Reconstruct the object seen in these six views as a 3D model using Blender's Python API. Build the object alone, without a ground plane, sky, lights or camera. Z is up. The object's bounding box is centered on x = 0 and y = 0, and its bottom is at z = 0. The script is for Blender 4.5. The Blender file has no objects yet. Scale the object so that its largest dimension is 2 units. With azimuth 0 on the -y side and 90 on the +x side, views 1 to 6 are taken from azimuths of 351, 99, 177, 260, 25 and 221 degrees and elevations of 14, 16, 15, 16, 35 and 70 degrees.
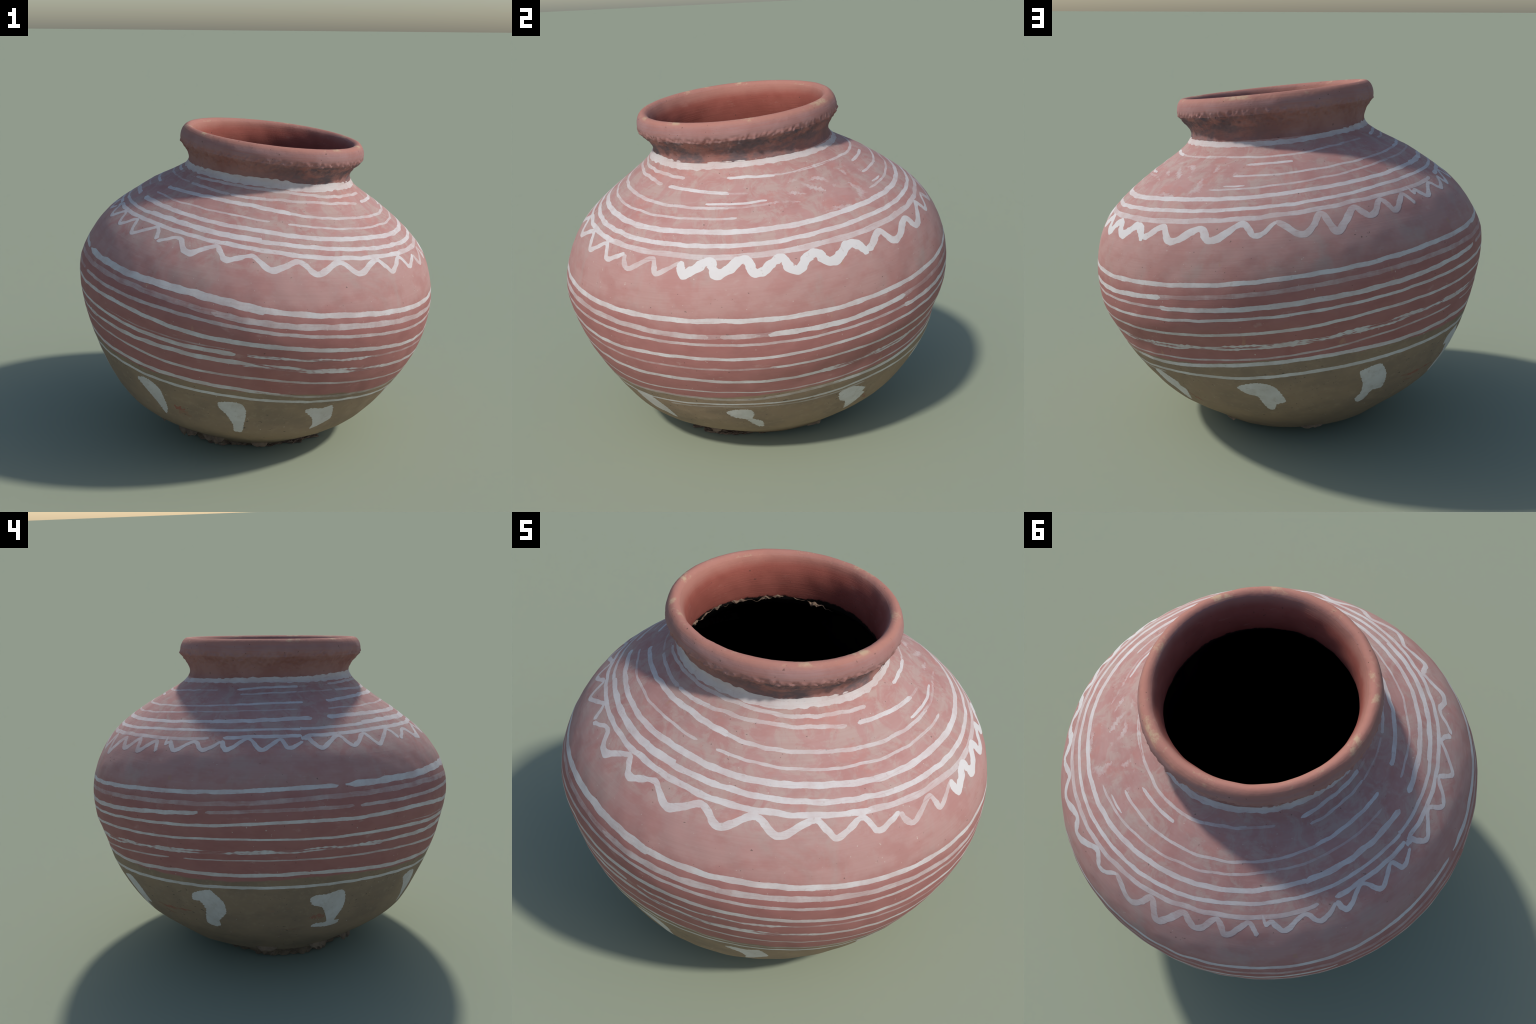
# A hand-thrown clay water pot, standing a little askew: one turned surface
# (body, neck, rim, inner wall, dark hollow), a rough unglazed foot, and
# whitewash painted on by brush (rings, a zigzag garland, dabs).
import bpy, math, random
import numpy as np
from mathutils import Matrix, Vector
from mathutils.geometry import delaunay_2d_cdt

rng = np.random.default_rng(7)
random.seed(7)

# ------------------------------------------------------------------ frame ---
# Everything is modelled in the pot's own frame (z along the turning axis) and
# then stood on the ground, leaning towards +x / -y.
LEAN = (0.0816, -0.0720)
FOOT = Vector((-0.0735, 0.0650, 0.0))
axis = Vector((LEAN[0], LEAN[1], 1.0)).normalized()
TILT = Vector((0, 0, 1)).rotation_difference(axis).to_matrix()
POSE = Matrix.Translation(FOOT) @ TILT.to_4x4()
TILT_NP = np.array(TILT)
FOOT_NP = np.array(FOOT)

# ------------------------------------------------------------- small maths ---
def cubic(xs, ys, xq):
    """natural cubic spline"""
    x = np.asarray(xs, float); y = np.asarray(ys, float); xq = np.asarray(xq, float)
    n = len(x); h = np.diff(x)
    A = np.zeros((n, n)); b = np.zeros(n); A[0, 0] = A[-1, -1] = 1
    for i in range(1, n - 1):
        A[i, i - 1], A[i, i], A[i, i + 1] = h[i - 1], 2 * (h[i - 1] + h[i]), h[i]
        b[i] = 6 * ((y[i + 1] - y[i]) / h[i] - (y[i] - y[i - 1]) / h[i - 1])
    m = np.linalg.solve(A, b)
    i = np.clip(np.searchsorted(x, xq) - 1, 0, n - 2)
    t = xq - x[i]; H = h[i]
    return (y[i] + t * ((y[i + 1] - y[i]) / H - H * (2 * m[i] + m[i + 1]) / 6)
            + t * t * m[i] / 2 + t ** 3 * (m[i + 1] - m[i]) / (6 * H))

def smooth(a, b, x):
    t = np.clip((x - a) / (b - a), 0, 1)
    return t * t * (3 - 2 * t)

class Ripple:
    """smooth solid noise: a sum of random plane waves, about -1..1"""
    def __init__(self, seed, size, waves=14, stretch=(1, 1, 1)):
        g = np.random.default_rng(seed)
        d = g.normal(size=(waves, 3)); d /= np.linalg.norm(d, axis=1, keepdims=True)
        self.k = d * (2 * np.pi / (size * g.uniform(0.6, 1.6, (waves, 1)))) * np.array(stretch)
        self.ph = g.uniform(0, 2 * np.pi, waves); self.s = 1.0 / math.sqrt(waves / 2)
    def __call__(self, P):
        return np.sin(P @ self.k.T + self.ph).sum(-1) * self.s

def wobble(seed, period_deg, waves=6):
    """1-D noise along the turning direction (degrees)"""
    g = np.random.default_rng(seed)
    f = 360.0 / (period_deg * g.uniform(0.55, 1.7, waves)); ph = g.uniform(0, 6.28, waves)
    return lambda t: np.sin(np.radians(np.asarray(t, float))[..., None] * f + ph).sum(-1) / math.sqrt(waves / 2)

# ------------------------------------------------------------ turned shape ---
# outer profile, foot to the root of the neck: radius over height
BODY_Z = [0.05, 0.12, 0.20, 0.30, 0.40, 0.52, 0.65, 0.78, 0.90, 1.00, 1.10, 1.20, 1.30, 1.37, 1.42, 1.46, 1.49, 1.52, 1.535, 1.56]
BODY_R = [0.4600, 0.5630, 0.6775, 0.7750, 0.8440, 0.9080, 0.9620, 0.9925, 0.9996, 0.9815, 0.9395, 0.8630, 0.7365,
          0.638, 0.561, 0.502, 0.468, 0.450, 0.4485, 0.4555]
# how far the hand-made wall is out of round: lobes per turn, with their size
# (mm) at six heights
LOBE_Z = [0.10, 0.40, 0.70, 0.95, 1.15, 1.37]
LOBES = [
    (1, np.cos, (-8.6, -2.0, 13.7, 0.0, 4.0, -6.1)), (1, np.sin, (-5.0, -1.3, 3.2, -2.1, 1.9, 0.0)),
    (2, np.cos, (-2.7, 0.1, 2.8, 1.6, 4.5, 9.3)),    (2, np.sin, (0.2, 3.4, 6.2, 0.4, 3.6, -3.0)),
    (3, np.cos, (-4.6, 1.9, 0.0, 2.0, 4.9, -1.0)),   (3, np.sin, (-1.8, -2.7, 0.5, 3.9, 4.8, 1.2)),
    (4, np.cos, (3.2, -3.2, -0.7, 0.5, -1.6, 0.7)),  (4, np.sin, (4.0, -2.7, -1.8, -1.0, -1.5, 3.4)),
]
# dents and bulges from handling: bearing, height, their spread, depth (mm)
DENTS = [(-125, 1.31, 34, 0.090, 18), (178, 1.20, 24, 0.08, 6), (46, 1.31, 26, 0.055, 17),
         (60, 0.60, 32, 0.065, -24), (-48, 1.43, 20, 0.035, -16), (-52, 1.21, 20, 0.09, 13), (-135, 0.97, 22, 0.09, 12),
         (-97, 0.27, 34, 0.065, 24), (-150, 0.16, 30, 0.06, 10), (12, 1.19, 22, 0.075, -8), (136, 1.17, 26, 0.10, -13), (-55, 0.93, 20, 0.08, 5)]
# neck, lip and inner wall (radius, height), going up, over and down inside
NECK = [(0.450, 1.52), (0.4485, 1.535), (0.4555, 1.560), (0.469, 1.585), (0.488, 1.608), (0.500, 1.622)]
LIP = [(0.5045, 1.634), (0.507, 1.650), (0.5045, 1.670), (0.497, 1.690), (0.486, 1.705), (0.472, 1.7125),
       (0.457, 1.709), (0.446, 1.698)]
INNER = [(0.435, 1.675), (0.422, 1.64), (0.415, 1.60), (0.415, 1.55), (0.420, 1.51), (0.427, 1.480)]
HOLLOW = [(0.433, 1.462), (0.452, 1.435), (0.52, 1.385), (0.66, 1.28), (0.80, 1.16), (0.90, 1.02), (0.945, 0.88),
          (0.93, 0.74), (0.88, 0.56), (0.78, 0.38), (0.62, 0.21), (0.42, 0.10), (0.20, 0.06), (0.004, 0.052)]

swell = Ripple(11, 0.55)          # slow unevenness of the hand-turned wall
dimple = Ripple(12, 0.09)         # finger dents
grit = Ripple(13, 0.028, 20)      # roughness left under the lip
grit_b = Ripple(14, 0.012, 20)

def body_radius(th, z):
    r = cubic(BODY_Z, BODY_R, z)
    zc = np.clip(z, 0.05, 1.37); fade = 1 - np.clip((z - 1.37) / 0.13, 0, 1)
    for m, fn, amp in LOBES:
        r = r + cubic(LOBE_Z, np.array(amp) * 0.001, zc) * fade * fn(m * th)
    for b, h, sb, sh, d in DENTS:
        turn = (np.degrees(th) - b + 180) % 360 - 180
        r = r + 0.001 * d * np.exp(-0.5 * (turn / sb) ** 2 - 0.5 * ((z - h) / sh) ** 2) * (1 - smooth(1.455, 1.495, z))
    return r

def settle(P, rough):
    """lean the neck and lip over a little and roughen the wall"""
    x, y, z = P[..., 0], P[..., 1], P[..., 2]
    w = smooth(1.38, 1.52, z); up = smooth(1.52, 1.66, z)
    z2 = z - w * (0.012 * x + 0.030 * y) + up * (0.001 - 0.010 * x + 0.010 * y)
    x2 = x + w * 0.010 + up * 0.003; y2 = y + w * 0.004 - up * 0.004
    rad = np.hypot(x, y) + 1e-9
    bump = swell(P) * 0.0012 + dimple(P) * 0.0006
    bump = bump + rough * (grit(P) * 0.0030 + grit_b(P) * 0.0012)
    return np.stack([x2 + bump * x / rad, y2 + bump * y / rad, z2], -1)

def outer(th_deg, z):
    """point on the outer wall at a bearing (degrees) and height"""
    th = np.radians(th_deg); r = body_radius(th, z)
    return settle(np.stack([r * np.cos(th), r * np.sin(th), z], -1), 0.0)

def outer_frame(th_deg, z):
    e = 1e-3
    P = outer(th_deg, z)
    a = outer(th_deg + 0.1, z) - outer(th_deg - 0.1, z)
    b = outer(th_deg, z + e) - outer(th_deg, z - e)
    la = np.linalg.norm(a, axis=-1) / 0.2          # metres per degree
    lb = np.linalg.norm(b, axis=-1) / (2 * e)      # metres of wall per metre of height
    n = np.cross(a, b); n /= np.linalg.norm(n, axis=-1, keepdims=True)
    return P, la, lb, n

# -------------------------------------------------------------- node tools ---
class Nodes:
    def __init__(self, name):
        self.mat = bpy.data.materials.new(name); self.mat.use_nodes = True
        self.t = self.mat.node_tree; self.t.nodes.clear()
        self.out = self.t.nodes.new('ShaderNodeOutputMaterial')
        self.bsdf = self.t.nodes.new('ShaderNodeBsdfPrincipled')
        self.t.links.new(self.bsdf.outputs[0], self.out.inputs[0])
        tc = self.t.nodes.new('ShaderNodeTexCoord'); self.obj = tc.outputs['Object']
        sep = self.t.nodes.new('ShaderNodeSeparateXYZ'); self.t.links.new(self.obj, sep.inputs[0])
        self.x, self.y, self.z = sep.outputs
    def put(self, sock, v):
        if hasattr(v, 'is_linked') or isinstance(v, bpy.types.NodeSocket): self.t.links.new(v, sock)
        else: sock.default_value = v
    def math(self, op, a, b=0.0, c=None, clamp=False):
        n = self.t.nodes.new('ShaderNodeMath'); n.operation = op; n.use_clamp = clamp
        self.put(n.inputs[0], a); self.put(n.inputs[1], b)
        if c is not None: self.put(n.inputs[2], c)
        return n.outputs[0]
    def coords(self, scale, shift=(0, 0, 0)):
        n = self.t.nodes.new('ShaderNodeMapping'); n.inputs['Scale'].default_value = scale
        n.inputs['Location'].default_value = shift
        self.t.links.new(self.obj, n.inputs[0]); return n.outputs[0]
    def noise(self, scale, detail=3, rough=0.55, stretch=(1, 1, 1), shift=(0, 0, 0), distort=0.0):
        n = self.t.nodes.new('ShaderNodeTexNoise')
        n.inputs['Scale'].default_value = scale; n.inputs['Detail'].default_value = detail
        n.inputs['Roughness'].default_value = rough; n.inputs['Distortion'].default_value = distort
        self.t.links.new(self.coords(stretch, shift), n.inputs['Vector']); return n.outputs[0]
    def cells(self, scale, shift=(0, 0, 0)):
        n = self.t.nodes.new('ShaderNodeTexVoronoi'); n.inputs['Scale'].default_value = scale
        self.t.links.new(self.coords((1, 1, 1), shift), n.inputs['Vector']); return n.outputs['Distance']
    def band(self, v, lo, hi, a=0.0, b=1.0):
        n = self.t.nodes.new('ShaderNodeMapRange'); n.interpolation_type = 'SMOOTHSTEP'
        self.put(n.inputs[0], v); self.put(n.inputs[1], lo); self.put(n.inputs[2], hi)
        n.inputs[3].default_value = a; n.inputs[4].default_value = b; return n.outputs[0]
    def mix(self, f, a, b):
        n = self.t.nodes.new('ShaderNodeMix'); n.data_type = 'RGBA'
        self.put(n.inputs[0], f)
        self.put(n.inputs[6], a if not isinstance(a, tuple) else (*a, 1)); self.put(n.inputs[7], b if not isinstance(b, tuple) else (*b, 1))
        return n.outputs[2]
    def bearing(self):
        """0..1 once round the pot"""
        a = self.math('ARCTAN2', self.y, self.x)
        return self.math('MULTIPLY_ADD', a, 1 / (2 * math.pi), 0.5)
    def around(self, values):
        """a value given at equal steps round the pot, starting at -180 degrees"""
        n = self.t.nodes.new('ShaderNodeFloatCurve'); c = n.mapping.curves[0]
        vals = list(values) + [values[0]]
        c.points[0].location = (0, vals[0]); c.points[1].location = (1, vals[-1])
        for i, v in enumerate(vals[1:-1]): c.points.new((i + 1) / (len(vals) - 1), v)
        n.mapping.update()
        self.t.links.new(self.bearing(), n.inputs['Value']); return n.outputs[0]
    def finish(self, colour, rough=0.85, bump=None, strength=0.2, dist=0.003, spec=0.25):
        self.put(self.bsdf.inputs['Base Color'], colour); self.put(self.bsdf.inputs['Roughness'], rough)
        self.bsdf.inputs['Specular IOR Level'].default_value = spec
        if bump is not None:
            n = self.t.nodes.new('ShaderNodeBump'); n.inputs['Strength'].default_value = strength
            n.inputs['Distance'].default_value = dist
            self.put(n.inputs['Height'], bump); self.t.links.new(n.outputs[0], self.bsdf.inputs['Normal'])
        return self.mat

# height (mm) of each painted ring every 15 degrees from -180, top to bottom
LEVEL = {}
LEVEL["collar"] = (1508, 1507, 1510, 1512, 1512, 1515, 1511, 1502, 1503, 1503, 1497, 1498, 1501, 1499, 1497, 1492, 1488, 1486, 1485, 1490, 1497, 1502, 1506, 1509)
LEVEL["s7"] = (1475, 1476, 1480, 1484, 1485, 1483, 1481, 1474, 1464, 1458, 1452, 1448, 1449, 1443, 1434, 1432, 1428, 1422, 1421, 1432, 1445, 1453, 1461, 1473)
LEVEL["s6"] = (1452, 1454, 1455, 1453, 1449, 1449, 1450, 1447, 1439, 1428, 1418, 1410, 1396, 1387, 1388, 1386, 1385, 1389, 1392, 1397, 1410, 1425, 1438, 1447)
LEVEL["s5"] = (1410, 1414, 1420, 1426, 1426, 1422, 1410, 1396, 1386, 1376, 1365, 1356, 1349, 1345, 1347, 1353, 1352, 1345, 1346, 1355, 1366, 1379, 1392, 1404)
LEVEL["s4"] = (1382, 1384, 1385, 1386, 1385, 1379, 1371, 1360, 1348, 1338, 1329, 1321, 1315, 1312, 1313, 1309, 1299, 1298, 1306, 1318, 1335, 1351, 1364, 1375)
LEVEL["s3"] = (1343, 1349, 1352, 1351, 1345, 1341, 1331, 1319, 1311, 1300, 1287, 1280, 1272, 1265, 1263, 1264, 1263, 1263, 1271, 1281, 1293, 1307, 1320, 1333)
LEVEL["s2"] = (1300, 1305, 1313, 1316, 1309, 1303, 1296, 1284, 1272, 1261, 1248, 1237, 1227, 1220, 1220, 1220, 1219, 1221, 1227, 1240, 1257, 1271, 1282, 1293)
LEVEL["s1"] = (1270, 1276, 1284, 1285, 1280, 1274, 1262, 1249, 1240, 1228, 1216, 1203, 1189, 1183, 1181, 1178, 1180, 1183, 1192, 1207, 1220, 1230, 1249, 1264)
LEVEL["l1"] = (1049, 1057, 1062, 1067, 1067, 1047, 1026, 1015, 1000, 980, 963, 950, 938, 923, 913, 912, 914, 923, 938, 955, 977, 996, 1013, 1033)
LEVEL["l2"] = (999, 1010, 1017, 1021, 1009, 987, 970, 962, 949, 927, 904, 882, 866, 855, 846, 850, 860, 870, 888, 908, 927, 944, 959, 978)
LEVEL["l3"] = (952, 957, 962, 966, 961, 946, 928, 914, 897, 874, 856, 843, 827, 813, 807, 805, 804, 809, 824, 842, 864, 890, 916, 939)
LEVEL["l4"] = (894, 897, 910, 906, 882, 871, 860, 842, 820, 789, 775, 772, 755, 746, 748, 750, 755, 763, 776, 795, 816, 835, 853, 878)
LEVEL["l5"] = (804, 812, 817, 810, 803, 806, 800, 785, 774, 750, 726, 715, 699, 687, 683, 680, 683, 690, 705, 732, 752, 766, 785, 799)
LEVEL["l6"] = (746, 753, 758, 761, 760, 758, 743, 720, 703, 676, 654, 645, 624, 607, 606, 607, 613, 620, 633, 657, 680, 699, 714, 729)
LEVEL["l7"] = (696, 701, 703, 692, 678, 678, 667, 643, 622, 591, 567, 567, 553, 536, 536, 543, 549, 557, 575, 605, 632, 654, 673, 687)
LEVEL["l8"] = (620, 619, 613, 610, 605, 600, 576, 550, 535, 517, 519, 518, 499, 501, 506, 505, 518, 530, 545, 558, 566, 585, 595, 604)
LEVEL["l9"] = (543, 552, 556, 551, 548, 545, 532, 517, 498, 474, 464, 470, 466, 449, 448, 459, 455, 457, 473, 486, 500, 513, 523, 534)

# the lower limit of the red slip, in mm, every 15 degrees from -180
SLIP_EDGE = (592, 601, 595, 590, 593, 589, 580, 568, 542, 523, 522, 521, 521, 524, 522, 523, 530, 544, 551, 550, 553, 557, 559, 572)

SLIP_PINK = (0.490, 0.282, 0.258)
SLIP_RED = (0.455, 0.222, 0.202)
SLIP_GREY = (0.450, 0.345, 0.312)
CLAY_TAN = (0.310, 0.215, 0.144)  # tan darkened partly for the shading baked in round the base
CLAY_DARK = (0.235, 0.165, 0.105)
WHITE = (0.700, 0.668, 0.658)
TERRACOTTA = (0.490, 0.215, 0.160)
TERRACOTTA_RED = (0.420, 0.140, 0.100)

def wall_colour(N):
    """red slip over tan clay, as it lies on the outer wall"""
    patch = N.band(N.noise(7.0, 4, 0.6, (1, 1, 1.8)), 0.42, 0.66)
    c = N.mix(N.math('MULTIPLY', patch, 0.75), SLIP_PINK, SLIP_RED)
    dusty = N.band(N.noise(3.6, 5, 0.65, (1, 1, 0.6), (3, 1, 7), 0.6), 0.50, 0.70)
    c = N.mix(N.math('MULTIPLY', dusty, 0.55), c, SLIP_GREY)
    # the shoulder is mottled: slip worn to grey-beige between redder brush marks
    shoulder = N.band(N.math('ADD', N.z, N.math('MULTIPLY', N.noise(5, 3), 0.10)), 1.18, 1.30)
    worn = N.band(N.noise(10, 5, 0.7, (1, 1, 0.8), (7, 7, 3), 0.8), 0.44, 0.60)
    c = N.mix(N.math('MULTIPLY', N.math('MULTIPLY', shoulder, worn), 0.62), c, (0.500, 0.385, 0.340))
    fresh = N.band(N.noise(8, 4, 0.6, (1, 1, 1.6), (1, 6, 9)), 0.54, 0.68)
    c = N.mix(N.math('MULTIPLY', N.math('MULTIPLY', shoulder, fresh), 0.55), c, (0.520, 0.240, 0.210))
    # deeper, darker red below the belly line
    first = N.around(tuple(v / 1100 for v in LEVEL["l1"]))
    below = N.math('SUBTRACT', N.math('MULTIPLY', first, 1.1), N.math('ADD', N.z, N.math('MULTIPLY_ADD', N.noise(6, 5, 0.65), 0.16, -0.08)))
    low_red = N.band(below, -0.07, 0.075)
    deep = N.mix(N.math('MULTIPLY', N.band(N.noise(8, 4, 0.6, (1, 1, 2), (3, 3, 1)), 0.40, 0.66), 0.7), (0.375, 0.148, 0.134), (0.325, 0.118, 0.108))
    c = N.mix(N.math('MULTIPLY', low_red, 0.85), c, deep)
    streak = N.band(N.noise(3.0, 4, 0.7, (1, 1, 38)), 0.35, 0.70)
    c = N.mix(N.math('MULTIPLY', streak, 0.16), c, (0.40, 0.175, 0.155))
    rubbed = N.band(N.noise(11, 4, 0.6, (1, 1, 2.5), (9, 2, 4)), 0.62, 0.75)
    c = N.mix(N.math('MULTIPLY', rubbed, 0.28), c, (0.54, 0.40, 0.355))
    scuff = N.band(N.noise(16, 3, 0.6, (1, 1, 0.45), (21, 5, 3)), 0.70, 0.76)
    c = N.mix(N.math('MULTIPLY', scuff, 0.45), c, (0.47, 0.27, 0.17))
    # tan clay below the slip edge
    grain = N.noise(30, 5, 0.65)
    t = N.mix(N.band(N.noise(4.5, 4, 0.6, (1, 1, 1.6), (5, 5, 5)), 0.40, 0.66), CLAY_TAN, (0.258, 0.183, 0.128))
    t = N.mix(N.math('MULTIPLY', N.band(grain, 0.50, 0.72), 0.30), t, (0.42, 0.315, 0.21))
    t = N.mix(N.math('MULTIPLY', N.band(N.noise(9, 5, 0.7, (1, 1, 2.4), (2, 8, 1)), 0.62, 0.72), 0.5), t, (0.36, 0.19, 0.125))
    pit = N.math('MULTIPLY', N.band(N.noise(44, 2, 0.6, (1, 1, 1.7)), 0.66, 0.72), N.band(N.noise(3.2, 2, 0.5, (1, 1, 1), (4, 9, 6)), 0.46, 0.60))
    t = N.mix(N.math('MULTIPLY', pit, 0.75), t, (0.06, 0.05, 0.045))
    edge = N.math('MULTIPLY', N.around(SLIP_EDGE_UNIT), 1.0)
    ragged = N.math('MULTIPLY_ADD', N.noise(7, 4, 0.7, (1, 1, 3)), 0.030, -0.015)
    d = N.math('SUBTRACT', N.math('ADD', N.z, ragged), edge)
    c = N.mix(N.band(d, -0.006, 0.006), t, c)
    # specks of dirt and of lime
    speck = N.band(N.noise(60, 1, 0.5, (1, 1, 1.3), (1, 1, 1)), 0.765, 0.79)
    c = N.mix(N.math('MULTIPLY', speck, 0.6), c, (0.09, 0.065, 0.055))
    lime = N.band(N.noise(75, 1, 0.5, (1, 1, 1), (8, 3, 2)), 0.775, 0.80)
    return N.mix(N.math('MULTIPLY', lime, 0.6), c, (0.62, 0.52, 0.46))

SLIP_EDGE_UNIT = tuple(v / 1000 for v in SLIP_EDGE)

def wall_relief(N):
    rings = N.noise(2.2, 4, 0.7, (1, 1, 60))
    fine = N.noise(55, 4, 0.65)
    return N.math('ADD', N.math('MULTIPLY', rings, 0.6), N.math('MULTIPLY', fine, 0.5))

def wall_material():
    N = Nodes('painted_clay')
    return N.finish(wall_colour(N), 0.78, wall_relief(N), 0.25, 0.003, 0.3)

def paint_material(name, cover, worn, streaky=True):
    """whitewash of a given cover over the wall colour; worn = how patchy"""
    N = Nodes(name)
    under = wall_colour(N)
    blot = N.noise(9, 4, 0.65, (1, 1, 1), (3, 7, 1))
    hair = N.noise(4.0, 5, 0.75, (1, 1, 70) if streaky else (5, 5, 5), (6, 1, 2))
    f = N.math('MULTIPLY_ADD', N.band(blot, 0.30, 0.66), -worn, cover)
    f = N.math('SUBTRACT', f, N.math('MULTIPLY', N.band(hair, 0.50, 0.72), worn * 0.9), clamp=True)
    grime = N.band(N.noise(50, 2, 0.5), 0.66, 0.74)
    white = N.mix(N.math('MULTIPLY', grime, 0.35), WHITE, (0.47, 0.40, 0.36))
    return N.finish(N.mix(f, under, white), 0.88, N.noise(60, 3, 0.6), 0.2, 0.002, 0.2)

def clay_material(name, base, deep, worn_tint, worn):
    N = Nodes(name)
    c = N.mix(N.band(N.noise(6, 4, 0.6), 0.38, 0.64), base, deep)
    c = N.mix(N.math('MULTIPLY', N.band(N.noise(3.0, 4, 0.7, (1, 1, 30)), 0.42, 0.68), 0.30), c, deep)
    c = N.mix(N.math('MULTIPLY', N.band(N.noise(13, 4, 0.6, (1, 1, 2)), 0.60, 0.74), worn), c, worn_tint)
    c = N.mix(N.math('MULTIPLY', N.band(N.noise(60, 1, 0.5), 0.74, 0.78), 0.6), c, (0.08, 0.05, 0.04))
    rings = N.noise(2.6, 4, 0.7, (1, 1, 55)); fine = N.noise(48, 4, 0.7)
    return N.finish(c, 0.85, N.math('ADD', rings, N.math('MULTIPLY', fine, 0.7)), 0.3, 0.004, 0.25)

def lip_material():
    N = Nodes('worn_lip_clay')
    c = N.mix(N.band(N.noise(6, 4, 0.6), 0.38, 0.64), (0.385, 0.212, 0.200), (0.355, 0.180, 0.166))
    c = N.mix(N.math('MULTIPLY', N.band(N.noise(3.0, 4, 0.7, (1, 1, 34)), 0.42, 0.68), 0.30), c, TERRACOTTA_RED)
    # the crest of the lip is rubbed down to buff clay here and there
    level = N.math('ADD', N.z, N.math('ADD', N.math('MULTIPLY', N.x, 0.012), N.math('MULTIPLY', N.y, 0.030)))
    crest = N.band(level, 1.694, 1.708)
    c = N.mix(N.math('MULTIPLY', N.band(level, 1.676, 1.708), 0.75), c, TERRACOTTA)
    chip = N.band(N.noise(8, 5, 0.7, (1, 1, 1.5), (2, 4, 8)), 0.52, 0.66)
    c = N.mix(N.math('MULTIPLY', N.math('MULTIPLY', crest, chip), 0.75), c, (0.56, 0.42, 0.27))
    c = N.mix(N.math('MULTIPLY', N.band(N.noise(60, 1, 0.5), 0.74, 0.78), 0.6), c, (0.08, 0.05, 0.04))
    rings = N.noise(2.6, 4, 0.7, (1, 1, 55)); fine = N.noise(48, 4, 0.7)
    return N.finish(c, 0.82, N.math('ADD', rings, N.math('MULTIPLY', fine, 0.7)), 0.3, 0.004, 0.25)

def neck_material():
    N = Nodes('shade_painted_neck_clay')
    c = N.mix(N.band(N.noise(6, 4, 0.6), 0.38, 0.64), (0.375, 0.190, 0.165), (0.320, 0.142, 0.120))
    c = N.mix(N.math('MULTIPLY', N.band(N.noise(13, 4, 0.6, (1, 1, 2)), 0.60, 0.74), 0.35), c, (0.42, 0.28, 0.235))
    # shadow under the lip, painted into the neck as blue-grey blotches
    shade_blotch = N.band(N.noise(7, 5, 0.7, (1, 1, 2.2), (4, 2, 6)), 0.36, 0.62)
    shade_side = N.band(N.math('ADD', N.x, N.math('MULTIPLY', N.y, -0.2)), -0.25, 0.30)
    c = N.mix(N.math('MULTIPLY', N.math('MULTIPLY', shade_blotch, shade_side), 0.82), c, (0.115, 0.102, 0.115))
    c = N.mix(N.math('MULTIPLY', N.band(N.noise(60, 1, 0.5), 0.74, 0.78), 0.6), c, (0.08, 0.05, 0.04))
    rings = N.noise(2.6, 4, 0.7, (1, 1, 55)); fine = N.noise(48, 4, 0.7)
    return N.finish(c, 0.85, N.math('ADD', rings, N.math('MULTIPLY', fine, 0.7)), 0.3, 0.004, 0.25)

def inner_material():
    N = Nodes('inner_clay')
    c = N.mix(N.band(N.noise(6, 4, 0.6), 0.38, 0.64), (0.345, 0.100, 0.074), (0.300, 0.082, 0.060))
    c = N.mix(N.math('MULTIPLY', N.band(N.noise(3.0, 4, 0.7, (1, 1, 34)), 0.42, 0.68), 0.35), c, (0.33, 0.10, 0.072))
    c = N.mix(N.math('MULTIPLY', N.band(N.noise(14, 4, 0.6, (1, 1, 3)), 0.60, 0.74), 0.28), c, (0.46, 0.235, 0.185))
    c = N.mix(N.math('MULTIPLY', N.band(N.noise(60, 1, 0.5), 0.74, 0.78), 0.6), c, (0.08, 0.05, 0.04))
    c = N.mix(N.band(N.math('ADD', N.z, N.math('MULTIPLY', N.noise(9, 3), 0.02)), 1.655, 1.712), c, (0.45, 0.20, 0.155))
    # darkness of the throat painted black on the wall, with a torn upper edge
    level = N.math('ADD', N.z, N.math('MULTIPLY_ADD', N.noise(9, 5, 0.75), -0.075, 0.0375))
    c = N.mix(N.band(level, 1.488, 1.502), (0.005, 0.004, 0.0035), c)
    rings = N.noise(2.6, 4, 0.7, (1, 1, 55)); fine = N.noise(48, 4, 0.7)
    return N.finish(c, 0.85, N.math('ADD', rings, N.math('MULTIPLY', fine, 0.7)), 0.3, 0.004, 0.25)

def painted_dark_material():
    N = Nodes('painted_dark')
    c = N.mix(N.band(N.noise(10, 3), 0.4, 0.65), (0.0020, 0.0018, 0.0018), (0.0035, 0.0028, 0.0025))  # near-black base colour carries the unlit look of the inside
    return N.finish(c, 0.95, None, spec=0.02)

def dirt_material():
    N = Nodes('crusted_earth')
    c = N.mix(N.band(N.noise(14, 4, 0.65), 0.38, 0.64), (0.255, 0.180, 0.125), (0.165, 0.115, 0.085))
    c = N.mix(N.math('MULTIPLY', N.band(N.noise(35, 4, 0.6), 0.52, 0.70), 0.5), c, (0.29, 0.185, 0.13))
    return N.finish(c, 0.95, N.noise(40, 5, 0.7), 0.6, 0.008, 0.1)

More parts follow.
